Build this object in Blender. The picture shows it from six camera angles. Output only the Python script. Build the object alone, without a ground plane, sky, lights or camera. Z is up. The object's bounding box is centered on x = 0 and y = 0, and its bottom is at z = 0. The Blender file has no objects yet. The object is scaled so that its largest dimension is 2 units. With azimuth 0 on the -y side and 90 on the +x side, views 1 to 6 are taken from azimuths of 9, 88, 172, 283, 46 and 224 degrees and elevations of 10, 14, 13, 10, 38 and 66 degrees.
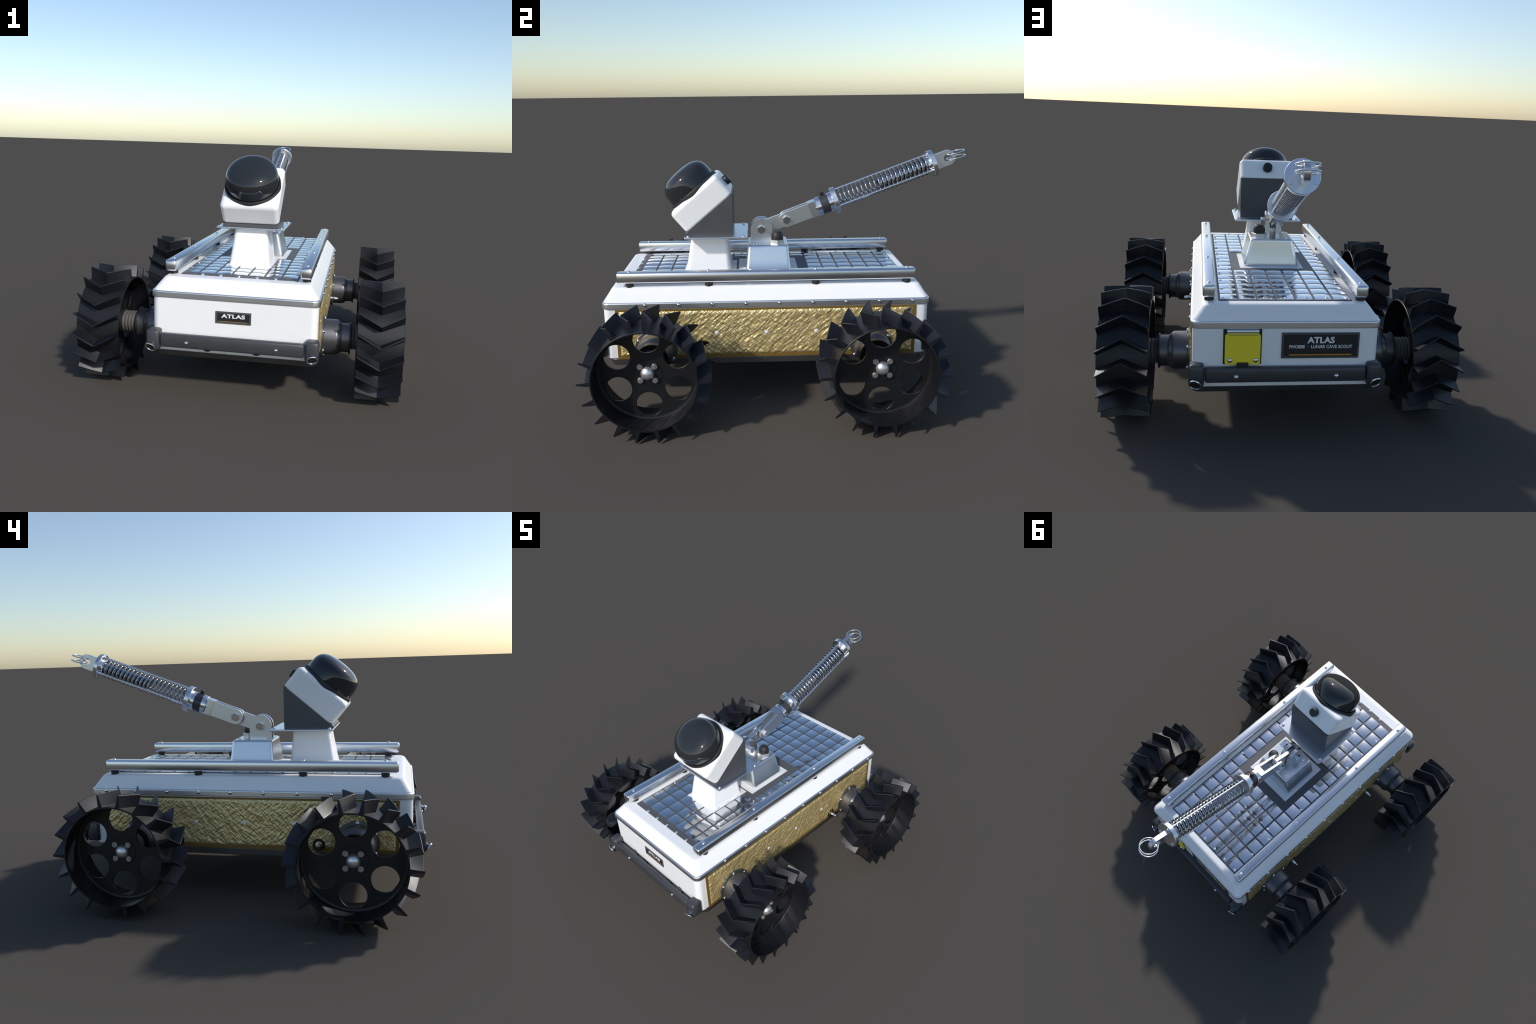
# Four-wheeled exploration rover: white body with metal trim, gold foil sides, tiled deck,
# camera mast with black dome, spring-loaded tow arm and chevron-lug wheels.
import bpy, bmesh, math, random
from math import sin, cos, pi, radians
from mathutils import Vector, Matrix, noise

random.seed(7)
COL = bpy.context.scene.collection

# ------------------------------------------------------------------ materials
def new_mat(name):
    m = bpy.data.materials.new(name)
    m.use_nodes = True
    nt = m.node_tree
    return m, nt, nt.nodes["Principled BSDF"]

def surface(name, color, rough=0.4, metallic=0.0, var=0.06, scale=9.0, rvar=0.06,
            bump=0.0, bump_scale=220.0, coat=0.0, spec=None, stretch=(1, 1, 1)):
    """Plain painted / metal surface with faint colour and roughness unevenness."""
    m, nt, b = new_mat(name)
    N, L = nt.nodes, nt.links
    tc = N.new("ShaderNodeTexCoord")
    mp = N.new("ShaderNodeMapping")
    mp.inputs["Scale"].default_value = stretch
    L.new(tc.outputs["Object"], mp.inputs["Vector"])
    nz = N.new("ShaderNodeTexNoise")
    nz.inputs["Scale"].default_value = scale
    nz.inputs["Detail"].default_value = 5
    L.new(mp.outputs["Vector"], nz.inputs["Vector"])
    cr = N.new("ShaderNodeValToRGB")
    lo = [max(0, c * (1 - var)) for c in color]
    hi = [min(1, c * (1 + var)) for c in color]
    cr.color_ramp.elements[0].position = 0.3
    cr.color_ramp.elements[1].position = 0.7
    cr.color_ramp.elements[0].color = (*lo, 1)
    cr.color_ramp.elements[1].color = (*hi, 1)
    L.new(nz.outputs["Fac"], cr.inputs["Fac"])
    L.new(cr.outputs["Color"], b.inputs["Base Color"])
    mr = N.new("ShaderNodeMapRange")
    mr.inputs["To Min"].default_value = max(0.02, rough - rvar)
    mr.inputs["To Max"].default_value = min(1, rough + rvar)
    L.new(nz.outputs["Fac"], mr.inputs["Value"])
    L.new(mr.outputs["Result"], b.inputs["Roughness"])
    b.inputs["Metallic"].default_value = metallic
    if coat:
        b.inputs["Coat Weight"].default_value = coat
        b.inputs["Coat Roughness"].default_value = 0.08
    if spec is not None:
        b.inputs["Specular IOR Level"].default_value = spec
    if bump:
        n2 = N.new("ShaderNodeTexNoise")
        n2.inputs["Scale"].default_value = bump_scale
        n2.inputs["Detail"].default_value = 3
        L.new(mp.outputs["Vector"], n2.inputs["Vector"])
        bp = N.new("ShaderNodeBump")
        bp.inputs["Strength"].default_value = bump
        bp.inputs["Distance"].default_value = 0.002
        L.new(n2.outputs["Fac"], bp.inputs["Height"])
        L.new(bp.outputs["Normal"], b.inputs["Normal"])
    return m

WHITE = surface("white_paint", (0.87, 0.87, 0.87), 0.32, var=0.015, rvar=0.03)
PAD = surface("white_pad", (0.78, 0.78, 0.78), 0.45, var=0.02)
TRIM = surface("satin_trim_metal", (0.80, 0.80, 0.80), 0.38, 1.0, var=0.02, scale=6, rvar=0.02)
RAIL = surface("rail_aluminium", (0.80, 0.81, 0.83), 0.28, 1.0, var=0.02, scale=6, rvar=0.03, stretch=(1, 0.3, 1))
STEEL = surface("polished_steel", (0.84, 0.84, 0.85), 0.16, 1.0, var=0.02, rvar=0.02, scale=5)
CHROME = surface("bright_chrome", (0.88, 0.88, 0.88), 0.07, 1.0, var=0.02, rvar=0.02)
SPRING = surface("spring_steel", (0.44, 0.45, 0.47), 0.11, 1.0, var=0.02, rvar=0.02, scale=5)
ALLOY = surface("milled_alloy", (0.74, 0.75, 0.75), 0.36, 1.0, var=0.02, scale=6, rvar=0.02)
BASEALLOY = surface("pedestal_alloy", (0.78, 0.80, 0.82), 0.28, 1.0, var=0.015, scale=4, rvar=0.02)
GUN = surface("gunmetal_paint", (0.056, 0.058, 0.065), 0.36, 0.2, var=0.04)
WEDGE = surface("dark_bracket_paint", (0.075, 0.077, 0.083), 0.36, 0.1, var=0.06)
HOUSE = surface("dark_housing_metal", (0.14, 0.14, 0.147), 0.38, 0.75, var=0.04, rvar=0.02)
TRAYM = surface("dark_tray_metal", (0.16, 0.16, 0.165), 0.42, 0.9, var=0.08)
TYRE = surface("black_wheel_polymer", (0.0080, 0.0088, 0.0132), 0.42, var=0.06, rvar=0.02, spec=0.40)  # base black tinted blue to carry the sky's sheen on the lugs
BELLOW = surface("bellows_rubber", (0.095, 0.093, 0.090), 0.62, var=0.08)
BLACK = surface("matt_black", (0.014, 0.014, 0.015), 0.45, var=0.1)
RUBBER = surface("black_rubber", (0.020, 0.020, 0.021), 0.55, var=0.1)
DARKDECK = surface("dark_deck_plate", (0.088, 0.089, 0.094), 0.5, var=0.08)
BAND = surface("dark_collar_band", (0.05, 0.05, 0.055), 0.35, 0.3)
YELLOW = surface("yellow_flap_paint", (0.86, 0.72, 0.03), 0.42, var=0.03)
ORANGE = surface("orange_stripe_paint", (0.62, 0.27, 0.02), 0.45)
LETTER = surface("letter_white", (0.75, 0.76, 0.78), 0.5, var=0.01)
PLATE = surface("nameplate_black", (0.016, 0.017, 0.019), 0.42)
BEZEL = surface("nameplate_bezel", (0.075, 0.08, 0.088), 0.4, 0.2)
DOT = surface("white_button", (0.86, 0.86, 0.86), 0.4, var=0.01)
GOLDFRAME = surface("gold_brown_tape", (0.235, 0.145, 0.030), 0.45, 0.3, var=0.08)
NUTW = surface("pale_nut", (0.70, 0.70, 0.69), 0.38, 0.9, var=0.02)

def dome_material():
    m, nt, b = new_mat("smoked_dome_glass")
    b.inputs["Base Color"].default_value = (0.0045, 0.005, 0.006, 1)
    b.inputs["Roughness"].default_value = 0.035
    b.inputs["IOR"].default_value = 1.5
    N, L = nt.nodes, nt.links
    lw = N.new("ShaderNodeLayerWeight")
    lw.inputs["Blend"].default_value = 0.25
    cr = N.new("ShaderNodeValToRGB")
    cr.color_ramp.elements[0].color = (0.022, 0.0245, 0.027, 1)  # black lifted to grey-blue: sky reflection baked into the dome colour
    cr.color_ramp.elements[1].color = (0.026, 0.030, 0.034, 1)
    L.new(lw.outputs["Facing"], cr.inputs["Fac"])
    L.new(cr.outputs["Color"], b.inputs["Base Color"])
    return m
DOME = dome_material()

def foil_material():
    m, nt, b = new_mat("gold_thermal_foil")
    N, L = nt.nodes, nt.links
    tc = N.new("ShaderNodeTexCoord")
    def crease(angle, sx, sy, scale):
        mp = N.new("ShaderNodeMapping")
        mp.inputs["Rotation"].default_value = (angle, 0, 0)
        mp2 = N.new("ShaderNodeMapping")
        mp2.inputs["Scale"].default_value = (1, sx, sy)
        L.new(tc.outputs["Object"], mp.inputs["Vector"])
        L.new(mp.outputs["Vector"], mp2.inputs["Vector"])
        nz = N.new("ShaderNodeTexNoise")
        nz.inputs["Scale"].default_value = scale
        nz.inputs["Detail"].default_value = 2
        nz.inputs["Roughness"].default_value = 0.5
        L.new(mp2.outputs["Vector"], nz.inputs["Vector"])
        return nz.outputs["Fac"]
    a = crease(radians(-43), 1.0, 3.6, 21)
    c = crease(radians(42), 1.0, 3.6, 22)
    mx = N.new("ShaderNodeMath"); mx.operation = "ADD"
    L.new(a, mx.inputs[0]); L.new(c, mx.inputs[1])
    bp = N.new("ShaderNodeBump")
    bp.inputs["Strength"].default_value = 1.0
    bp.inputs["Distance"].default_value = 0.0090
    L.new(mx.outputs[0], bp.inputs["Height"])
    L.new(bp.outputs["Normal"], b.inputs["Normal"])
    cr = N.new("ShaderNodeValToRGB")
    cr.color_ramp.elements[0].color = (0.74, 0.56, 0.235, 1)
    cr.color_ramp.elements[1].color = (0.86, 0.68, 0.34, 1)
    cr.color_ramp.elements[0].position = 0.35
    cr.color_ramp.elements[1].position = 0.65
    L.new(a, cr.inputs["Fac"])
    L.new(cr.outputs["Color"], b.inputs["Base Color"])
    b.inputs["Metallic"].default_value = 0.62
    b.inputs["Roughness"].default_value = 0.38
    return m
FOIL = foil_material()

def tile_material():
    m, nt, b = new_mat("mirror_deck_tile")
    N, L = nt.nodes, nt.links
    tc = N.new("ShaderNodeTexCoord")
    nz = N.new("ShaderNodeTexNoise")
    nz.inputs["Scale"].default_value = 12
    nz.inputs["Detail"].default_value = 1
    L.new(tc.outputs["Object"], nz.inputs["Vector"])
    cr = N.new("ShaderNodeValToRGB")
    cr.color_ramp.elements[0].color = (0.73, 0.745, 0.77, 1)
    cr.color_ramp.elements[1].color = (0.78, 0.795, 0.82, 1)
    L.new(nz.outputs["Fac"], cr.inputs["Fac"])
    L.new(cr.outputs["Color"], b.inputs["Base Color"])
    b.inputs["Metallic"].default_value = 1.0
    b.inputs["Roughness"].default_value = 0.13
    return m
TILE = tile_material()

# ------------------------------------------------------------------ object helpers
def link(name, mesh, parent=None, mat=None, loc=(0, 0, 0), rot=None):
    ob = bpy.data.objects.new(name, mesh)
    COL.objects.link(ob)
    if mat is not None and mesh is not None and not mesh.materials:
        mesh.materials.append(mat)
    ob.location = loc
    if rot is not None:
        ob.rotation_euler = rot
    if parent is not None:
        ob.parent = parent
    return ob

def finish(bm, name, angle=38):
    bmesh.ops.remove_doubles(bm, verts=bm.verts, dist=1e-6)
    bmesh.ops.recalc_face_normals(bm, faces=bm.faces)
    me = bpy.data.meshes.new(name)
    bm.to_mesh(me)
    bm.free()
    for p in me.polygons:
        p.use_smooth = True
    me.set_sharp_from_angle(angle=radians(angle))
    return me

def wnormal(ob):
    md = ob.modifiers.new("even_normals", "WEIGHTED_NORMAL")
    md.keep_sharp = True
    md.weight = 80
    return ob

def box_mesh(name, lo, hi, bevel=0.003, seg=3, angle=38):
    bm = bmesh.new()
    bmesh.ops.create_cube(bm, size=1)
    for v in bm.verts:
        v.co = Vector([lo[i] + (v.co[i] + 0.5) * (hi[i] - lo[i]) for i in range(3)])
    if bevel:
        bmesh.ops.bevel(bm, geom=list(bm.edges), offset=bevel, segments=seg, profile=0.5, affect="EDGES")
    return finish(bm, name, angle)

def box(name, lo, hi, mat, parent, bevel=0.003, seg=3, loc=(0, 0, 0), rot=None, soft=False):
    ob = link(name, box_mesh(name, lo, hi, bevel, seg, 60 if soft else 38), parent, mat, loc, rot)
    return ob if soft else wnormal(ob)

def ring_rect(cx, cy, hx, hy, r, seg=6):
    pts = []
    for sx, sy, a0 in ((1, 1, 0), (-1, 1, 90), (-1, -1, 180), (1, -1, 270)):
        for i in range(seg + 1):
            a = radians(a0 + 90 * i / seg)
            pts.append((cx + sx * (hx - r) + r * cos(a), cy + sy * (hy - r) + r * sin(a)))
    return pts

def loft_rects(name, layers, seg=6, angle=38, axis_map=None):
    """layers: (z, cx, cy, half_x, half_y, corner_radius), capped at both ends."""
    bm = bmesh.new()
    rings = []
    for z, cx, cy, hx, hy, r in layers:
        vs = []
        for x, y in ring_rect(cx, cy, hx, hy, r, seg):
            co = (x, y, z)
            vs.append(bm.verts.new(axis_map(co) if axis_map else co))
        rings.append(vs)
    n = len(rings[0])
    for a, b in zip(rings, rings[1:]):
        for i in range(n):
            bm.faces.new((a[i], a[(i + 1) % n], b[(i + 1) % n], b[i]))
    bm.faces.new(list(reversed(rings[0])))
    bm.faces.new(rings[-1])
    return finish(bm, name, angle)

def lathe(name, profile, axis="x", seg=48, angle=38, closed=False):
    """profile: (axial, radius) pairs spun round an axis."""
    bm = bmesh.new()
    rings = []
    for a, r in profile:
        if r < 1e-6:
            ring = [None]
            co = {"x": (a, 0, 0), "y": (0, a, 0), "z": (0, 0, a)}[axis]
            ring = [bm.verts.new(co)]
        else:
            ring = []
            for i in range(seg):
                t = 2 * pi * i / seg
                u, v = r * cos(t), r * sin(t)
                co = {"x": (a, u, v), "y": (u, a, v), "z": (u, v, a)}[axis]
                ring.append(bm.verts.new(co))
        rings.append(ring)
    pairs = list(zip(rings, rings[1:]))
    if closed:
        pairs.append((rings[-1], rings[0]))
    for p, q in pairs:
        for i in range(seg):
            j = (i + 1) % seg
            if len(p) == 1 and len(q) == 1:
                continue
            if len(p) == 1:
                bm.faces.new((p[0], q[i], q[j]))
            elif len(q) == 1:
                bm.faces.new((p[i], p[j], q[0]))
            else:
                bm.faces.new((p[i], p[j], q[j], q[i]))
    return finish(bm, name, angle)

def cyl_profile(a0, a1, r, c=0.0015):
    s = 1 if a1 > a0 else -1
    return [(a0, 0), (a0, r - c), (a0 + s * c, r), (a1 - s * c, r), (a1, r - c), (a1, 0)]

def dome_profile(r, h, a0=0.0, n=6, sgn=1, skirt=0.0):
    pr = [(a0 - sgn * 0.002, r)]
    for i in range(n + 1):
        t = (pi / 2) * i / n
        pr.append((a0 + sgn * (skirt + h * sin(t)), r * cos(t) if i < n else 0))
    return pr

def flat_shape(name, outline_splines, thick, bevel=0.0012, plane="yz"):
    """2-D outline(s) with holes, extruded; outline points are (u, v)."""
    cu = bpy.data.curves.new(name, "CURVE")
    cu.dimensions = "2D"
    cu.fill_mode = "BOTH"
    cu.extrude = thick / 2 - bevel
    cu.bevel_depth = bevel
    cu.bevel_resolution = 0
    for pts in outline_splines:
        sp = cu.splines.new("POLY")
        sp.points.add(len(pts) - 1)
        for p, (u, v) in zip(sp.points, pts):
            p.co = (u, v, 0, 1)
        sp.use_cyclic_u = True
    tmp = bpy.data.objects.new(name + "_tmp", cu)
    COL.objects.link(tmp)
    bpy.context.view_layer.update()
    dg = bpy.context.evaluated_depsgraph_get()
    me = bpy.data.meshes.new_from_object(tmp.evaluated_get(dg))
    bpy.data.objects.remove(tmp)
    bpy.data.curves.remove(cu)
    if plane == "yz":      # u->y, v->z, thickness along x
        me.transform(Matrix(((0, 0, 1, 0), (1, 0, 0, 0), (0, 1, 0, 0), (0, 0, 0, 1))))
    bm = bmesh.new()
    bm.from_mesh(me)
    bpy.data.meshes.remove(me)
    return finish(bm, name, 24)

def circle(cx, cy, r, n=32):
    return [(cx + r * cos(2 * pi * i / n), cy + r * sin(2 * pi * i / n)) for i in range(n)]

def sweep(name, pts, radius, sides=8, closed=False):
    """Round wire along a list of points."""
    bm = bmesh.new()
    n = len(pts)
    rings = []
    ref = None
    for i in range(n):
        a = pts[(i - 1) % n] if (closed or i > 0) else pts[i]
        b = pts[(i + 1) % n] if (closed or i < n - 1) else pts[i]
        t = (Vector(b) - Vector(a)).normalized()
        if ref is None:
            ref = Vector((0, 0, 1)) if abs(t.z) < 0.9 else Vector((1, 0, 0))
        u = (ref - t * ref.dot(t)).normalized()
        ref = u
        w = t.cross(u)
        rings.append([bm.verts.new(Vector(pts[i]) + radius * (u * cos(2 * pi * k / sides) + w * sin(2 * pi * k / sides)))
                      for k in range(sides)])
    m = n if closed else n - 1
    for i in range(m):
        p, q = rings[i], rings[(i + 1) % n]
        for k in range(sides):
            bm.faces.new((p[k], p[(k + 1) % sides], q[(k + 1) % sides], q[k]))
    if not closed:
        bm.faces.new(rings[0])
        bm.faces.new(list(reversed(rings[-1])))
    return finish(bm, name, 60)

# shared small meshes ------------------------------------------------------------
def bolt_mesh(name, r, h, axis, sgn=1, washer=True):
    pr = []
    if washer:
        pr += [(-sgn * 0.003, r * 1.18), (sgn * 0.0016, r * 1.18), (sgn * 0.0018, r)]
    pr += [(-sgn * 0.002, r)] if not washer else []
    for i in range(6):
        t = (pi / 2) * i / 5
        pr.append((sgn * (0.0018 + h * sin(t)), r * cos(t) if i < 5 else 0))
    return lathe(name, pr, axis, seg=16, angle=50)

def repeat(name, mesh, parent, mat, places, rot=None):
    return [link(name, mesh, parent, mat, p, rot) for p in places]

# ------------------------------------------------------------------ the rover
rover = bpy.data.objects.new("lunar_rover", None)
COL.objects.link(rover)
rover["label"] = "white four-wheeled exploration rover with gold foil sides and black camera dome"
rover["category"] = "rover"

YC = -0.0950            # middle of the body along its length
BX, BY = 0.4055, 0.8170  # body half sizes

# ---- body shell
body = link("body", loft_rects("body", [
    (0.2445, 0, YC, BX - 0.008, BY - 0.008, 0.030),
    (0.2475, 0, YC, BX - 0.003, BY - 0.003, 0.033),
    (0.2530, 0, YC, BX, BY, 0.035),
    (0.5160, 0, YC, BX, BY, 0.035)], seg=8), rover, WHITE)
wnormal(body)

# ---- belly tray
tray = link("belly_tray", loft_rects("belly_tray", [
    (0.2095, 0, YC, BX - 0.010, BY - 0.036, 0.030),
    (0.2105, 0, YC, BX - 0.005, BY - 0.031, 0.034),
    (0.2140, 0, YC, BX + 0.001, BY - 0.025, 0.036),
    (0.2430, 0, YC, BX + 0.0025, BY - 0.018, 0.038),
    (0.2455, 0, YC, BX + 0.0015, BY - 0.019, 0.037),
    (0.2465, 0, YC, BX - 0.002, BY - 0.022, 0.034)], seg=8, angle=60), rover, TRAYM)
wnormal(tray)

# ---- trim band round the lid
RX, RY = 0.4135, 0.8225
band = link("trim_band", loft_rects("trim_band", [
    (0.5115, 0, YC, RX - 0.004, RY - 0.004, 0.034),
    (0.5125, 0, YC, RX - 0.0012, RY - 0.0012, 0.0368),
    (0.5155, 0, YC, RX, RY, 0.038),
    (0.5365, 0, YC, RX, RY, 0.038),
    (0.5410, 0, YC, RX - 0.0018, RY - 0.0018, 0.0362),
    (0.5433, 0, YC, RX - 0.0055, RY - 0.0055, 0.034),
    (0.5440, 0, YC, RX - 0.0085, RY - 0.0085, 0.031)], seg=8, angle=65), rover, TRIM)
wnormal(band)
rim_bolt = bolt_mesh("trim_bolt", 0.0088, 0.0065, "x", 1)
rim_bolt_l = bolt_mesh("trim_bolt", 0.0088, 0.0065, "x", -1)
for k in range(9):
    y = -0.699 + 0.1671 * k
    link("trim_bolt", rim_bolt, band, CHROME, (RX, y, 0.5315))
    link("trim_bolt", rim_bolt_l, band, CHROME, (-RX, y, 0.5315))

# ---- sloped lid
lid = link("lid", loft_rects("lid", [
    (0.5400, 0, YC, RX - 0.009, RY - 0.009, 0.030),
    (0.5445, 0, YC, RX - 0.009, RY - 0.009, 0.030),
    (0.5475, 0, YC, RX - 0.0105, RY - 0.0105, 0.030),
    (0.5960, 0, YC, 0.3660, 0.7820, 0.030),
    (0.6010, 0, YC, 0.3615, 0.7780, 0.030),
    (0.6050, 0, YC, 0.3560, 0.7725, 0.029),
    (0.6070, 0, YC, 0.3490, 0.7655, 0.026),
    (0.6075, 0, YC, 0.3420, 0.7585, 0.022)], seg=8, angle=60), rover, WHITE)
wnormal(lid)

# ---- gold side panels (frame, foil, buttons, connectors)
def foil_height(y, z, side):
    """Crumpled foil: two families of diagonal creases plus soft billows."""
    off = 13.7 * side
    def fam(ang, s_long, s_short, seed):
        c, s = cos(ang), sin(ang)
        u, v = y * c + z * s, -y * s + z * c
        p = Vector((u * s_long + seed, v * s_short, off))
        warp = noise.noise(p * 0.6 + Vector((5, 1, 2)))
        return abs(noise.noise(p + Vector((0, warp * 0.8, 0))))
    a = fam(radians(43), 16, 62, 1.3)
    b = fam(radians(-42), 16, 62, 8.1)
    c2 = fam(radians(45), 7, 26, 4.2)
    big = noise.noise(Vector((y * 9, z * 9, off + 3)))
    return 0.0026 * (0.4 - a) + 0.0022 * (0.4 - b) + 0.0026 * (0.4 - c2) + 0.0018 * big

def side_panel(side):
    X = side * BX
    y0, y1, z0, z1 = -0.850, 0.6565, 0.2465, 0.507
    w = 0.0175
    fr = bmesh.new()
    outer = [(y0, z0), (y1, z0), (y1, z1), (y0, z1)]
    inner = [(y0 + w, z0 + w), (y1 - w, z0 + w), (y1 - w, z1 - w * 0.75), (y0 + w, z1 - w * 0.75)]
    vo = [fr.verts.new((X + side * 0.004, y, z)) for y, z in outer]
    vi = [fr.verts.new((X + side * 0.004, y, z)) for y, z in inner]
    vb = [fr.verts.new((X - side * 0.002, y, z)) for y, z in outer]
    vc = [fr.verts.new((X - side * 0.002, y, z)) for y, z in inner]
    for i in range(4):
        j = (i + 1) % 4
        fr.faces.new((vo[i], vo[j], vi[j], vi[i]))
        fr.faces.new((vo[i], vb[i], vb[j], vo[j]))
        fr.faces.new((vi[i], vi[j], vc[j], vc[i]))
    frame = link("foil_frame", finish(fr, "foil_frame"), rover, GOLDFRAME)
    # crumpled foil sheet
    bm = bmesh.new()
    ny, nz = 420, 74
    fy0, fy1, fz0, fz1 = y0 + w - 0.005, y1 - w + 0.005, z0 + w - 0.005, z1 - w * 0.75 + 0.007
    grid = []
    for i in range(ny + 1):
        row = []
        for k in range(nz + 1):
            y = fy0 + (fy1 - fy0) * i / ny
            z = fz0 + (fz1 - fz0) * k / nz
            e = min(y - fy0, fy1 - y, z - fz0, fz1 - z)
            edge = min(1.0, max(0.0, e / 0.014))
            h = foil_height(y, z, side)
            row.append(bm.verts.new((X + side * (0.0018 + edge * (0.0062 + h)), y, z)))
        grid.append(row)
    for i in range(ny):
        for k in range(nz):
            bm.faces.new((grid[i][k], grid[i + 1][k], grid[i + 1][k + 1], grid[i][k + 1]))
    bmesh.ops.recalc_face_normals(bm, faces=bm.faces)
    me = bpy.data.meshes.new("gold_foil")
    bm.to_mesh(me); bm.free()
    for p in me.polygons:
        p.use_smooth = True
    foil = link("gold_foil", me, frame, FOIL)
    dot = lathe("foil_button", [(0, 0.0105), (side * 0.009, 0.0105), (side * 0.0105, 0.0085), (side * 0.0108, 0)], "x", 20)
    for y in (-0.348, -0.0975, 0.153):
        link("foil_button", dot, frame, DOT, (X, y, 0.380))
    grom = lathe("cable_grommet", [(0, 0.0315), (side * 0.009, 0.0315), (side * 0.0105, 0.030),
                                   (side * 0.0105, 0.018), (side * 0.006, 0.016), (side * 0.006, 0)], "x", 28)
    pin = lathe("connector_pin", [(0, 0.0125), (side * 0.016, 0.0125), (side * 0.017, 0.0105), (side * 0.040, 0.0105),
                                  (side * 0.042, 0.009), (side * 0.053, 0.009), (side * 0.055, 0.0075), (side * 0.055, 0)], "x", 20)
    for y in (-0.468, 0.2535):
        g = link("cable_grommet", grom, frame, BLACK, (X, y, 0.281))
        link("connector_pin", pin, frame, CHROME, (X + side * 0.002, y, 0.281))
for s in (1, -1):
    side_panel(s)

# ---- suspension housings with bellows
HUBZ = 0.300
HUBY = (-0.655, 0.4325)
def suspension(side, y):
    s = side
    prof = [(s * 0.400, 0.1065), (s * 0.4225, 0.1065), (s * 0.4245, 0.1045), (s * 0.4250, 0.0935),
            (s * 0.4270, 0.0905), (s * 0.4310, 0.0900), (s * 0.4860, 0.0900), (s * 0.4920, 0.0890),
            (s * 0.4990, 0.0850), (s * 0.5090, 0.0765), (s * 0.5150, 0.0738), (s * 0.5210, 0.0730),
            (s * 0.5520, 0.0730), (s * 0.5520, 0.0)]
    h = link("suspension_housing", lathe("suspension_housing", prof, "x", 56, 35), rover, HOUSE, (0, y, HUBZ))
    lip = lathe("housing_lip", [(s * 0.5515, 0.062), (s * 0.5515, 0.0800), (s * 0.5530, 0.0812), (s * 0.5590, 0.0812),
                                (s * 0.5605, 0.0800), (s * 0.5605, 0.0)], "x", 56)
    link("housing_lip", lip, h, BLACK)
    pb = [(s * 0.555, 0.050)]
    n = 5
    for i in range(n):
        a = 0.5605 + i * 0.0172
        for t in range(9):
            q = t / 8
            pb.append((s * (a + q * 0.0172), 0.0505 + 0.0068 * (sin(pi * q) ** 0.7)))
    pb.append((s * 0.648, 0.050))
    link("bellows", lathe("bellows", pb, "x", 48, 60), h, BELLOW)
    m = lathe("hub_motor", [(s * 0.645, 0.0), (s * 0.645, 0.0605), (s * 0.647, 0.0625), (s * 0.690, 0.0625), (s * 0.698, 0.066), (s * 0.698, 0)], "x", 48)
    link("hub_motor", m, h, BLACK)
    bm_ = bolt_mesh("flange_bolt", 0.0088, 0.0075, "x", s)
    for k in range(6):
        a = radians(30 + 60 * k)
        link("flange_bolt", bm_, h, CHROME, (s * 0.4245, 0.0975 * cos(a), 0.0975 * sin(a)))
for s in (1, -1):
    for y in HUBY:
        suspension(s, y)

# ---- wheels
R_RIM, R_TIP, HALF_W = 0.2415, 0.300, 0.110
DISC_X = -0.010          # the wheel disc stands a little inboard of mid width
N_LUG, CHEVRON = 18, radians(11.3)
def rim_profile():
    w, ri = HALF_W, 0.2345
    pr = [(-w, ri), (-w, R_RIM - 0.0015), (-w + 0.0015, R_RIM), (w - 0.0015, R_RIM), (w, R_RIM - 0.0015), (w, ri)]
    # inside of the barrel, with a shallow cove where the disc meets it
    d = DISC_X
    pr += [(d + 0.0120, ri), (d + 0.0080, ri - 0.002), (d + 0.0062, ri - 0.006), (d + 0.0052, ri - 0.020), (d - 0.0052, ri - 0.020), (d - 0.0062, ri - 0.006), (d - 0.0120, ri)]
    return pr
rim_mesh = lathe("wheel", rim_profile(), "x", 96, 35, closed=True)
holes = [circle(0.1585 * cos(radians(30 + 60 * k)), 0.1585 * sin(radians(30 + 60 * k)), 0.0622, 48) for k in range(6)]
disc_mesh = flat_shape("wheel_disc", [circle(0, 0, 0.2225, 96)] + holes, 0.0115, 0.0012)

def lug_mesh():
    """One chevron grouser: tapering blade following the rim, apex leading."""
    bm = bmesh.new()
    sect = [(0.2330, 0.0170), (0.2372, 0.0150), (0.2405, 0.0118), (0.2460, 0.0096), (0.2960, 0.0044), (0.2990, 0.0036), (R_TIP, 0.0024)]
    n = 10
    w = HALF_W - 0.0022
    cols = []
    for i in range(n + 1):
        x = -w + 2 * w * i / n
        th = CHEVRON * (1 - abs(x) / w)
        prof = [(r, -h) for r, h in sect] + [(r, h) for r, h in reversed(sect)]
        col = []
        for r, h in prof:
            cy, cz = -sin(th), cos(th)         # radial direction in (y, z), angle from top
            ty, tz = cos(th), sin(th)
            col.append(bm.verts.new((x, cy * r + ty * h, cz * r + tz * h)))
        cols.append(col)
    m = len(cols[0])
    for a, b in zip(cols, cols[1:]):
        for k in range(m):
            bm.faces.new((a[k], a[(k + 1) % m], b[(k + 1) % m], b[k]))
    bm.faces.new(cols[0])
    bm.faces.new(list(reversed(cols[-1])))
    return finish(bm, "grouser", 16)
lug = lug_mesh()

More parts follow.
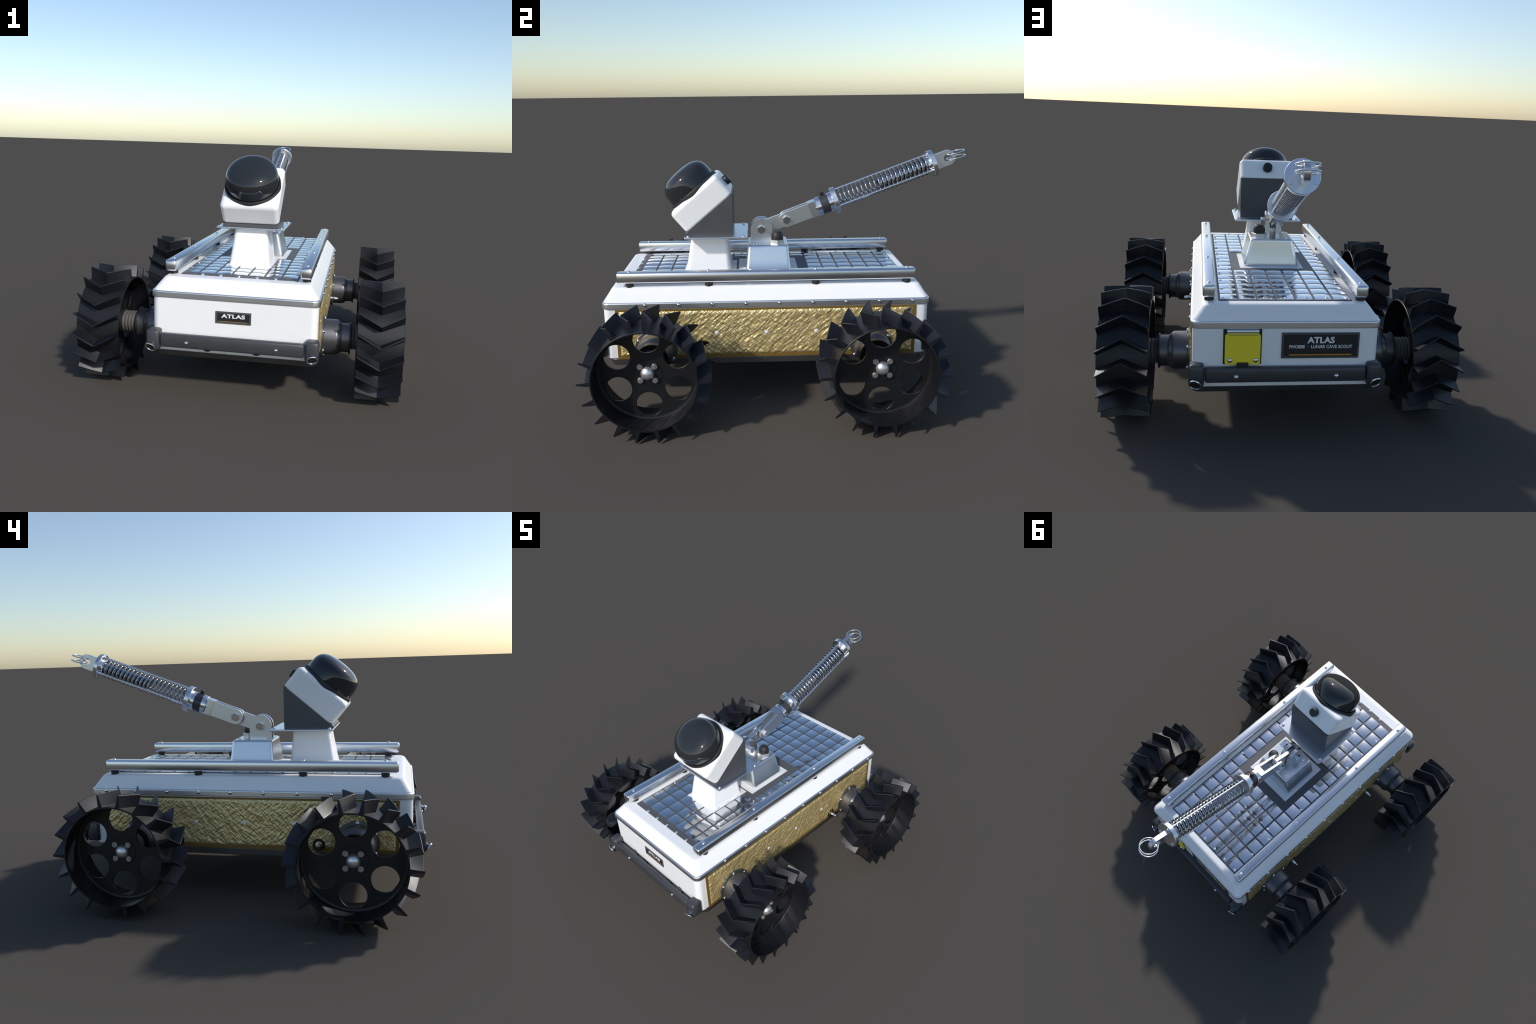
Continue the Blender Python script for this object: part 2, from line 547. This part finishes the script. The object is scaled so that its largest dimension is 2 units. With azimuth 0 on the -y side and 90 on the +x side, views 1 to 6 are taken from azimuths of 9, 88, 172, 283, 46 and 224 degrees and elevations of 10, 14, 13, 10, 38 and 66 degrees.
def wheel(side, y):
    s = side
    w = link("wheel", rim_mesh, rover, RIM, (s * 0.70, y, HUBZ), (0, 0, 0) if s > 0 else (0, 0, 0))
    if s < 0:
        w.scale = (-1, 1, 1)
    link("wheel_disc", disc_mesh, w, RIM, (DISC_X, 0, 0))
    for k in range(N_LUG):
        a = radians(20 * k + 10)
        link("grouser", lug, w, TYRE, (0, 0, 0), (a, 0, 0))
    plate = lathe("hub_plate", [(0.004, 0.0665), (0.0075, 0.0665), (0.0088, 0.0652), (0.0088, 0.040), (0.0088, 0)], "x", 48)
    link("hub_plate", plate, w, RIM, (DISC_X, 0, 0))
    groove = lathe("hub_groove", [(0.0050, 0.0700), (0.0064, 0.0695), (0.0064, 0.0655)], "x", 48)
    link("hub_groove", groove, w, DEEP, (DISC_X, 0, 0))
    cap = lathe("hub_cap", [(0.006, 0.0285), (0.010, 0.0315)] + [(0.010 + 0.026 * sin(pi / 2 * i / 10), 0.0325 * cos(pi / 2 * i / 10) if i < 10 else 0) for i in range(0, 11)], "x", 36, 80)
    link("hub_cap", cap, w, ALLOYCAP, (DISC_X, 0, 0))
    nut = lathe("hub_bolt", [(0.006, 0.0140), (0.0170, 0.0140), (0.0185, 0.0125), (0.0185, 0.0070), (0.0200, 0.0062), (0.0200, 0)], "x", 24)
    for k in range(4):
        a = radians(45 + 90 * k)
        link("hub_bolt", nut, w, HUBBOLT, (DISC_X, 0.048 * cos(a), 0.048 * sin(a)))
HUBBOLT = surface("dull_bolt_steel", (0.36, 0.355, 0.34), 0.5, 0.9, var=0.04)
ALLOYCAP = surface("hub_cap_steel", (0.78, 0.78, 0.78), 0.40, 0.9, var=0.02)
RIM = surface("black_rim_polymer", (0.0075, 0.0078, 0.0095), 0.44, var=0.03, rvar=0.0, spec=0.42)  # same black as the lugs, darkened to hold down sun sheen in the barrel
DEEP = surface("groove_black", (0.003, 0.003, 0.003), 0.6)
for s in (1, -1):
    for y in HUBY:
        wheel(s, y)

# ---- roof rails
post = lathe("rail_post", cyl_profile(0.604, 0.632, 0.0205, 0.001), "z", 28)
rail_bolt = bolt_mesh("rail_bolt", 0.0088, 0.006, "z", 1)
for s in (1, -1):
    r = box("roof_rail", (-0.028, -0.845, 0.6275), (0.028, 0.6595, 0.6825), RAIL, rover, 0.0100, 2, (s * 0.3345, 0, 0), soft=True)
    for y in (-0.783, -0.385, 0.157, 0.620):
        link("rail_post", post, r, RUBBER, (0.0, y, 0))
        link("rail_bolt", rail_bolt, r, CHROME, (0, y, 0.6825))

# ---- tiled deck
deck = box("deck_plate", (-0.2945, -0.8010, 0.602), (0.2945, 0.6385, 0.6103), DARKDECK, rover, 0.001, 1)
P = 0.0827
def tile_mesh():
    bm = bmesh.new()
    n = 10
    h = P / 2 - 0.0051
    g = []
    for i in range(n + 1):
        row = []
        for k in range(n + 1):
            u, v = 2 * i / n - 1, 2 * k / n - 1
            z = 0.0026 + 0.0019 * (1 - u * u) + 0.0019 * (1 - v * v)
            row.append(bm.verts.new((u * h, v * h, z)))
        g.append(row)
    for i in range(n):
        for k in range(n):
            bm.faces.new((g[i][k], g[i + 1][k], g[i + 1][k + 1], g[i][k + 1]))
    border = [g[i][0] for i in range(n + 1)] + [g[n][k] for k in range(1, n + 1)] + \
             [g[i][n] for i in range(n - 1, -1, -1)] + [g[0][k] for k in range(n - 1, 0, -1)]
    low = [bm.verts.new((v.co.x, v.co.y, -0.0015)) for v in border]
    m = len(border)
    for i in range(m):
        bm.faces.new((border[i], low[i], low[(i + 1) % m], border[(i + 1) % m]))
    bmesh.ops.recalc_face_normals(bm, faces=bm.faces)
    return finish(bm, "deck_tile", 40)
tile = tile_mesh()
for row in range(17):
    for c in range(7):
        if 6 <= row <= 10 and 1 <= c <= 5:
            continue
        x = (c - 3) * P * 1.008
        y = 0.6365 - (row + 0.5) * P
        t = link("deck_tile", tile, deck, TILE, (x, y, 0.6103))
        t.rotation_euler = (random.uniform(-1, 1) * 0.004, random.uniform(-1, 1) * 0.004, 0)
deck_bolt = bolt_mesh("deck_bolt", 0.0080, 0.0055, "z", 1)
for k in range(10):
    y = 0.6215 - 0.1413 * k
    for s in (1, -1):
        link("deck_bolt", deck_bolt, deck, CHROME, (s * 0.2755, y, 0.6125))
for k in range(-2, 3):
    link("deck_bolt", deck_bolt, deck, CHROME, (k * 0.0917, 0.6215, 0.6130))
    link("deck_bolt", deck_bolt, deck, CHROME, (k * 0.0917, -0.7925, 0.6103))

# ---- camera mast
MX, MY = 0.0, -0.396
mast_pad = box("mast_pad", (-0.1225, -0.5320, 0.606), (0.1225, -0.2500, 0.6150), PAD, rover, 0.0012, 2)
mast = link("camera_mast", loft_rects("camera_mast", [
    (0.6150, MX, MY - 0.003, 0.1120, 0.1220, 0.022),
    (0.6200, MX, MY - 0.003, 0.1105, 0.1205, 0.022),
    (0.6350, MX, MY - 0.003, 0.1075, 0.1175, 0.022),
    (0.7800, MX, MY + 0.003, 0.0895, 0.0985, 0.020),
    (0.8130, MX, MY + 0.004, 0.0860, 0.0945, 0.018)], seg=7, angle=50), rover, WHITE)
wnormal(mast)
plate = box("camera_plate", (-0.183, -0.5175, 0.8085), (0.183, -0.1845, 0.8190), RAIL, rover, 0.004, 3)
pb = bolt_mesh("plate_bolt", 0.0088, 0.0065, "z", 1)
for x in (-0.165, 0.165):
    for y in (-0.497, -0.207):
        link("plate_bolt", pb, plate, CHROME, (x, y, 0.819))

TILT = radians(40)
CU = Vector((0, cos(TILT), sin(TILT)))
CV = Vector((0, -sin(TILT), cos(TILT)))
wedge = box_none = None
def wedge_mesh():
    bm = bmesh.new()
    pts = [(-0.5150, 0.8175), (-0.2605, 0.8175), (-0.2605, 1.0400), (-0.2640, 1.0400), (-0.2690, 1.0360), (-0.5120, 0.8340), (-0.5150, 0.8280)]
    a = [bm.verts.new((-0.1485, y, z)) for y, z in pts]
    b = [bm.verts.new((0.1485, y, z)) for y, z in pts]
    n = len(pts)
    for i in range(n):
        bm.faces.new((a[i], a[(i + 1) % n], b[(i + 1) % n], b[i]))
    bm.faces.new(list(reversed(a)))
    bm.faces.new(b)
    bmesh.ops.bevel(bm, geom=[e for e in bm.edges], offset=0.0015, segments=2, affect="EDGES")
    return finish(bm, "camera_bracket", 30)
bracket = wnormal(link("camera_bracket", wedge_mesh(), rover, WEDGE))

# camera head: local frame X = x, Y = along the box (u), Z = along the optical axis (v)
head_rot = (TILT, 0, 0)
u0, v0 = 0.309, 0.9635
origin = CU * u0 + CV * v0
def head_layers():
    ly = []
    H, e = 0.1365, 0.026
    hy = 0.1595
    def hx(z):
        return 0.1530 + 0.0025 * min(1, z / H)
    rb = 0.016
    for i in range(5):
        t = (pi / 2) * i / 4
        ly.append((rb * (1 - cos(t)), 0, 0, hx(0) - rb * (1 - sin(t)), hy - rb * (1 - sin(t)), 0.024))
    ly.append((0.07, 0, 0, hx(0.07), hy, 0.026))
    for i in range(7):
        t = (pi / 2) * i / 6
        ly.append((H - e * (1 - sin(t)), 0, 0, hx(H) - e * (1 - cos(t)), hy - e * (1 - cos(t)), 0.027 - 0.010 * i / 6))
    return ly
head = link("camera_head", loft_rects("camera_head", head_layers(), seg=8, angle=60), rover, WHITE, origin, head_rot)
wnormal(head)
seat = lathe("lens_seat", [(0.105, 0.1505), (0.1440, 0.1505), (0.1480, 0.1495), (0.1500, 0.1470), (0.1500, 0.1430), (0.1470, 0.1400), (0.140, 0.1380), (0.140, 0)], "z", 72)
link("lens_ring", seat, head, RUBBER)
dome_pts = [(0.1400, 0.1375), (0.1500, 0.1395), (0.1750, 0.1400), (0.1990, 0.1385), (0.2170, 0.1345), (0.2330, 0.1265),
            (0.2455, 0.1145), (0.2555, 0.0985), (0.2625, 0.0800), (0.2670, 0.0580), (0.2698, 0.0330), (0.2708, 0.0)]
def smooth_profile(pts, n=4):
    out = []
    for i in range(len(pts) - 1):
        p0, p1, p2, p3 = pts[max(i - 1, 0)], pts[i], pts[i + 1], pts[min(i + 2, len(pts) - 1)]
        for k in range(n):
            t = k / n
            out.append(tuple(0.5 * ((2 * p1[j]) + (p2[j] - p0[j]) * t + (2 * p0[j] - 5 * p1[j] + 4 * p2[j] - p3[j]) * t * t
                                    + (3 * p1[j] - p0[j] - 3 * p2[j] + p3[j]) * t ** 3) for j in (0, 1)))
    out.append(pts[-1])
    return out
link("camera_dome", lathe("camera_dome", smooth_profile(dome_pts, 3), "z", 96, 80), head, DOME)
knob = lathe("adjust_knob", [(0, 0.0265), (0.004, 0.0270), (0.024, 0.0260), (0.0275, 0.0235), (0.0280, 0)], "y", 32)
link("adjust_knob", knob, head, BLACK, (0, 0.1585, 0.066))

# ---- tow arm pedestal
AC = -0.0765
arm_pad = box("arm_pad", (-0.1655, -0.2385, 0.606), (0.1655, 0.0860, 0.6122), PAD, rover, 0.0012, 2)
def ped_layers():
    ly = [(0.6100, 0, AC, 0.1400, 0.1180, 0.014), (0.6135, 0, AC, 0.1435, 0.1215, 0.016), (0.6230, 0, AC, 0.1440, 0.1220, 0.017), (0.6290, 0, AC, 0.1425, 0.1205, 0.017)]
    ly += [(0.7430, 0, AC, 0.1130, 0.1095, 0.016), (0.7490, 0, AC, 0.1110, 0.1078, 0.016), (0.7530, 0, AC, 0.1075, 0.1045, 0.015), (0.7550, 0, AC, 0.1020, 0.0990, 0.012)]
    return ly
ped = link("arm_pedestal", loft_rects("arm_pedestal", ped_layers(), seg=7, angle=50), rover, BASEALLOY)
wnormal(ped)
for x in (-0.0755, 0.0755):
    for y in (-0.153, 0.0015):
        link("pedestal_bolt", pb, ped, STEEL, (x, y, 0.7545))
def hexagon(name, a0, a1, r, axis="x", chamfer=0.001):
    return lathe(name, [(a0, 0), (a0, r), (a1 - math.copysign(chamfer, a1 - a0), r), (a1, r - chamfer), (a1, 0)], axis, 6, 15)
link("knob_nut", hexagon("knob_nut", 0.752, 0.7775, 0.0410, "z"), ped, NUTW, (0.0625, -0.0262, 0))
link("release_knob", lathe("release_knob", [(0.776, 0.0310), (0.779, 0.0325), (0.797, 0.0320), (0.810, 0.0285), (0.818, 0.0235), (0.8220, 0.018), (0.8225, 0.0)], "z", 32), ped, RUBBER, (0.0625, -0.0262, 0))

# clevis ears standing on the pedestal
AX, PY, PZ = -0.0125, -0.1105, 0.8245
def ear_outline():
    pts = [(-0.0585, 0.752 - PZ), (0.0585, 0.752 - PZ)]
    for i in range(25):
        a = pi * i / 24
        pts.append((0.0585 * cos(a), 0.0585 * sin(a)))
    return pts
ear = flat_shape("clevis_ear", [ear_outline()], 0.0225, 0.0015)
for s in (1, -1):
    link("clevis_ear", ear, ped, ALLOY, (AX + s * 0.0262, PY, PZ))
for s in (1, -1):
    hb = hexagon("pivot_bolt", 0.030 * s, 0.0600 * s, 0.0225)
    link("pivot_bolt", hb, ped, STEEL, (AX, PY, PZ), (radians(90), 0, 0))

# ---- spring arm: local X = x, Y = along the arm, Z = across
PITCH = radians(20.2)
def stadium(s0, s1, h, r0, r1, n=16):
    pts = []
    for i in range(n + 1):
        a = pi / 2 + pi * i / n
        pts.append((s0 + r0 * cos(a), r0 * sin(a)) if r0 else None)
    if r0 == 0:
        pts = [(s0, h), (s0, -h)]
    if r1:
        for i in range(n + 1):
            a = -pi / 2 + pi * i / n
            pts.append((s1 + r1 * cos(a), r1 * sin(a)))
    else:
        pts += [(s1, -h), (s1, h)]
    return pts
arm = link("tow_arm", flat_shape("tow_arm", [stadium(0.0, 0.1465, 0.0365, 0.0365, 0.0365)], 0.0215, 0.0012),
           rover, ALLOY, (AX, PY, PZ), (PITCH, 0, 0))
prong = flat_shape("fork_prong", [stadium(0.1465, 0.2900, 0.0395, 0.0395, 0)], 0.0145, 0.0012)
for s in (1, -1):
    link("fork_prong", prong, arm, ALLOY, (s * 0.0278, 0, 0))
    link("fork_spacer", lathe("fork_spacer", cyl_profile(s * 0.0100, s * 0.0212, 0.0180, 0.001), "x", 28), arm, STEEL, (0, 0.1465, 0))
    link("fork_bolt", hexagon("fork_bolt", 0.033 * s, 0.0530 * s, 0.0225), arm, STEEL, (0, 0.1465, 0), (radians(14), 0, 0))
box("fork_block", (-0.0362, 0.2830, -0.0430), (0.0362, 0.3245, 0.0430), BASEALLOY, arm, 0.002, 2)
link("arm_collar", lathe("arm_collar", [(0.318, 0), (0.3180, 0.037), (0.3265, 0.037), (0.3265, 0.0500), (0.3280, 0.0515), (0.3515, 0.0515), (0.3530, 0.0500),
                                        (0.3945, 0.0500), (0.3960, 0.0515), (0.4215, 0.0515), (0.4215, 0)], "y", 56), arm, STEEL)
link("collar_band", lathe("collar_band", [(0.3530, 0.045), (0.3530, 0.0512), (0.3540, 0.0520), (0.3935, 0.0520), (0.3945, 0.0512), (0.3945, 0.045)], "y", 56), arm, BAND)
link("collar_knob", lathe("collar_knob", [(0.045, 0.0115), (0.0700, 0.0115), (0.0720, 0.0098), (0.0720, 0)], "z", 20), arm, BLACK, (0, 0.3745, 0))
FR = 0.0725
link("spring_flange", lathe("spring_flange", cyl_profile(0.4200, 0.4455, FR, 0.0015), "y", 64), arm, BASEALLOY)
link("spring_flange", lathe("spring_flange", cyl_profile(0.9785, 1.0035, FR, 0.0015), "y", 64), arm, BASEALLOY)
link("spring_cup", lathe("spring_cup", cyl_profile(0.9600, 0.9795, 0.0460, 0.0015), "y", 48), arm, CHROME)
link("spring_piston", lathe("spring_piston", cyl_profile(0.6780, 0.9600, 0.0300, 0.002), "y", 40), arm, SPRING)
rod = lathe("guide_rod", [(0.440, 0.0056), (0.9600, 0.0056), (0.9605, 0.0076), (0.985, 0.0076)], "y", 16)
rod_end = lathe("rod_end", [(1.0025, 0.0085), (1.0080, 0.0085), (1.0095, 0.0070), (1.0095, 0)], "y", 18)
for k in range(3):
    a = radians(90 + 120 * k)
    p = (0.0565 * cos(a), 0, 0.0565 * sin(a))
    link("guide_rod", rod, arm, STEEL, p)
    link("rod_end", rod_end, arm, STEEL, p)
def coil_points():
    pitch, s0, turns0, turns1 = 0.02438, 0.4637, -0.5, 20.45
    n = int((turns1 - turns0) * 28)
    pts = []
    for i in range(n + 1):
        q = turns0 + (turns1 - turns0) * i / n
        pts.append((0.0468 * cos(2 * pi * q), s0 + pitch * q, 0.0468 * sin(2 * pi * q)))
    return pts
link("coil_spring", sweep("coil_spring", coil_points(), 0.0055, 10), arm, SPRING)
lugp = stadium(1.0000, 1.0800, 0.0400, 0, 0.0400)
link("tow_lug", flat_shape("tow_lug", [lugp, circle(1.0785, 0, 0.0225, 36)], 0.0265, 0.0012), arm, ALLOY)
def ring_points(z):
    return [(0.0480 * cos(2 * pi * i / 64), 0.0480 * sin(2 * pi * i / 64), z) for i in range(64)]
for z in (0.0138, -0.0138):
    link("tow_ring", sweep("tow_ring", ring_points(z), 0.0036, 10, True), arm, CHROME, (0, 1.1245, 0), (radians(-4), 0, 0))

# ---- bumpers at both ends
bar_bolt = {-1: bolt_mesh("bumper_bolt", 0.0092, 0.008, "y", -1), 1: bolt_mesh("bumper_bolt", 0.0092, 0.008, "y", 1)}
def bumper(e):
    def Y(d):                       # d = distance out from the end face; the rear one sits closer in
        return (-0.9105 - d) if e < 0 else (0.7000 + d)
    ya, yb = sorted((Y(0.0225), Y(0.0575)))
    bar = box("bumper_bar", (-0.3490, ya, 0.2770), (0.3490, yb, 0.3445), GUN, rover, 0.010, 2, soft=True)
    yc, yd = sorted((Y(-0.006), Y(0.0625)))
    for s in (1, -1):
        lo, hi = sorted((s * 0.3525, s * 0.4185))
        box("bumper_corner", (lo, yc, 0.2575), (hi, yd, 0.3600), GUN, bar, 0.014, 2, soft=True)
        link("bumper_bolt", bar_bolt[e], bar, CHROME, (s * 0.2170, Y(0.0570), 0.3065))
        # flared tow foot pointing outward and down
        d = Vector((s * 0.20, -0.80, -0.56) if e < 0 else (s * 0.24, 0.86, -0.44)).normalized()
        rot = d.to_track_quat("Z", "Y").to_euler()
        at = Vector((s * 0.3905, Y(0.0725), 0.2785))
        stem = lathe("tow_foot", [(-0.034, 0.0165), (-0.008, 0.0165), (-0.003, 0.0195)], "z", 28)
        f = link("tow_foot", stem, bar, HOUSE, at, rot)
        disc = lathe("tow_foot_ring", [(-0.0035, 0.0150), (-0.0030, 0.0270), (-0.0015, 0.0285), (0.0020, 0.0285), (0.0035, 0.0272),
                                       (0.0035, 0.0225), (0.0015, 0.0212), (-0.0020, 0.0212)], "z", 36)
        link("tow_foot_ring", disc, bar, STEEL, at, rot)
        link("tow_foot_face", lathe("tow_foot_face", [(-0.003, 0.0215), (0.0012, 0.0215), (0.0016, 0.0205), (0.0016, 0)], "z", 36), bar, BLACK, at, rot)
        if e > 0:
            continue
        so = lathe("bumper_standoff", cyl_profile(Y(-0.004), Y(0.024), 0.028, 0.001), "y", 28)
        link("bumper_standoff", so, bar, GUN, (s * 0.2255, 0, 0.304))
        if e < 0:
            vent = lathe("belly_sensor", cyl_profile(Y(-0.004), Y(0.030), 0.028, 0.002), "y", 28)
            link("belly_sensor", vent, bar, BLACK, (s * 0.1200, 0, 0.2900))
for e in (-1, 1):
    bumper(e)

# ---- nameplates and lettering
def text_mesh(body_text, x0, x1, z0, z1, facing, y, weight=0.035, depth=0.0012):
    cu = bpy.data.curves.new("letters", "FONT")
    cu.body = body_text
    cu.size = 1.0
    cu.extrude = 0.01
    cu.offset = weight
    cu.resolution_u = 3
    tmp = bpy.data.objects.new("letters_tmp", cu)
    COL.objects.link(tmp)
    bpy.context.view_layer.update()
    dg = bpy.context.evaluated_depsgraph_get()
    me = bpy.data.meshes.new_from_object(tmp.evaluated_get(dg))
    bpy.data.objects.remove(tmp)
    bpy.data.curves.remove(cu)
    xs = [v.co.x for v in me.vertices]; ys = [v.co.y for v in me.vertices]
    xa, xb, za, zb = min(xs), max(xs), min(ys), max(ys)
    for v in me.vertices:
        fx = (v.co.x - xa) / (xb - xa)
        fz = (v.co.y - za) / (zb - za)
        front = v.co.z > 0
        v.co = (x0 + (x1 - x0) * fx, y + facing * (depth if front else -0.0005), z0 + (z1 - z0) * fz)
    me.name = "letters"
    bm = bmesh.new(); bm.from_mesh(me)
    bmesh.ops.recalc_face_normals(bm, faces=bm.faces)
    bm.to_mesh(me); bm.free()
    return me

def nameplate(x0, x1, z0, z1, facing, lines, stripe, bez):
    yb = YC + facing * BY
    lo, hi = sorted((x0, x1))
    ya, yo = sorted((yb - facing * 0.001, yb + facing * 0.0050))
    inner_y = yb + facing * 0.0035
    # bezel: four bars
    bm = bmesh.new()
    o = [(lo, z0), (hi, z0), (hi, z1), (lo, z1)]
    i_ = [(lo + bez, z0 + bez), (hi - bez, z0 + bez), (hi - bez, z1 - bez), (lo + bez, z1 - bez)]
    yf, ym, y0 = yb + facing * 0.0055, yb + facing * 0.0025, yb - facing * 0.001
    A = [bm.verts.new((x, yf - facing * 0.0008, z)) for x, z in o]
    A2 = [bm.verts.new((x + (0.0008 if x == lo else -0.0008), yf, z + (0.0008 if z == z0 else -0.0008))) for x, z in o]
    Bv = [bm.verts.new((x, yf, z)) for x, z in i_]
    Cv = [bm.verts.new((x, ym, z)) for x, z in i_]
    D = [bm.verts.new((x, y0, z)) for x, z in o]
    for k in range(4):
        j = (k + 1) % 4
        bm.faces.new((D[k], D[j], A[j], A[k]))
        bm.faces.new((A[k], A[j], A2[j], A2[k]))
        bm.faces.new((A2[k], A2[j], Bv[j], Bv[k]))
        bm.faces.new((Bv[k], Bv[j], Cv[j], Cv[k]))
    np_ = link("nameplate", finish(bm, "nameplate", 30), rover, BEZEL)
    a, b = sorted((yb - facing * 0.0005, yb + facing * 0.0028))
    box("nameplate_panel", (lo + bez * 0.6, a, z0 + bez * 0.6), (hi - bez * 0.6, b, z1 - bez * 0.6), PLATE, np_, 0.0003, 1)
    for txt, tx0, tx1, tz0, tz1, wt in lines:
        link("letters", text_mesh(txt, tx0, tx1, tz0, tz1, facing, yb + facing * 0.0028, wt), np_, LETTER)
    sx0, sx1, sz0, sz1 = stripe
    a, b = sorted((yb + facing * 0.002, yb + facing * 0.0040))
    box("orange_stripe", (min(sx0, sx1), a, sz0), (max(sx0, sx1), b, sz1), ORANGE, np_, 0.0002, 1)

nameplate(-0.0868, 0.0868, 0.4040, 0.4620, -1, [("ATLAS", -0.0590, 0.0575, 0.4303, 0.4502, 0.034)],
          (-0.0700, 0.0685, 0.4112, 0.4138), 0.0088)
nameplate(0.0243, -0.3165, 0.3760, 0.4925, 1,
          [("ATLAS", -0.0874, -0.2073, 0.4438, 0.4731, 0.036),
           ("PHOEBE  \u00b7  LUNAR CAVE SCOUT", -0.0099, -0.2862, 0.4210, 0.4359, 0.018)],
          (-0.0089, -0.2852, 0.3885, 0.3934), 0.0090)

# ---- rear hatch with yellow flap
yb = YC + BY
hatch = box("rear_hatch", (0.1095, yb - 0.001, 0.3513), (0.2740, yb + 0.0022, 0.5090), BLACK, rover, 0.0006, 1)
flap = link("hatch_flap", loft_rects("hatch_flap", [
    (0.0015, 0.1912, 0.4212, 0.0757, 0.0680, 0.011),
    (0.0140, 0.1912, 0.4212, 0.0757, 0.0680, 0.011),
    (0.0158, 0.1912, 0.4212, 0.0750, 0.0673, 0.0105),
    (0.0170, 0.1912, 0.4212, 0.0735, 0.0658, 0.009)], seg=6, axis_map=lambda c: (c[0], yb + c[2], c[1])), hatch, YELLOW)
wnormal(flap)
link("flap_hinge", lathe("flap_hinge", cyl_profile(-0.068, 0.068, 0.0078, 0.001), "x", 20), hatch, RAIL, (0.1905, yb + 0.0070, 0.5012))
box("hinge_leaf", (0.1235, yb + 0.001, 0.4880), (0.2575, yb + 0.0055, 0.5000), RAIL, hatch, 0.001, 1)
box("hinge_slot", (0.1280, yb + 0.0100, 0.4855), (0.2530, yb + 0.0177, 0.4872), GUN, hatch, 0.0003, 1)
fb = bolt_mesh("flap_screw", 0.0100, 0.0065, "y", 1)
for x in (0.1355, 0.2450):
    link("flap_screw", fb, hatch, STEEL, (x, yb + 0.0170, 0.3745))
box("flap_latch", (0.1655, yb + 0.002, 0.3300), (0.2160, yb + 0.0250, 0.3650), BLACK, hatch, 0.004, 3)
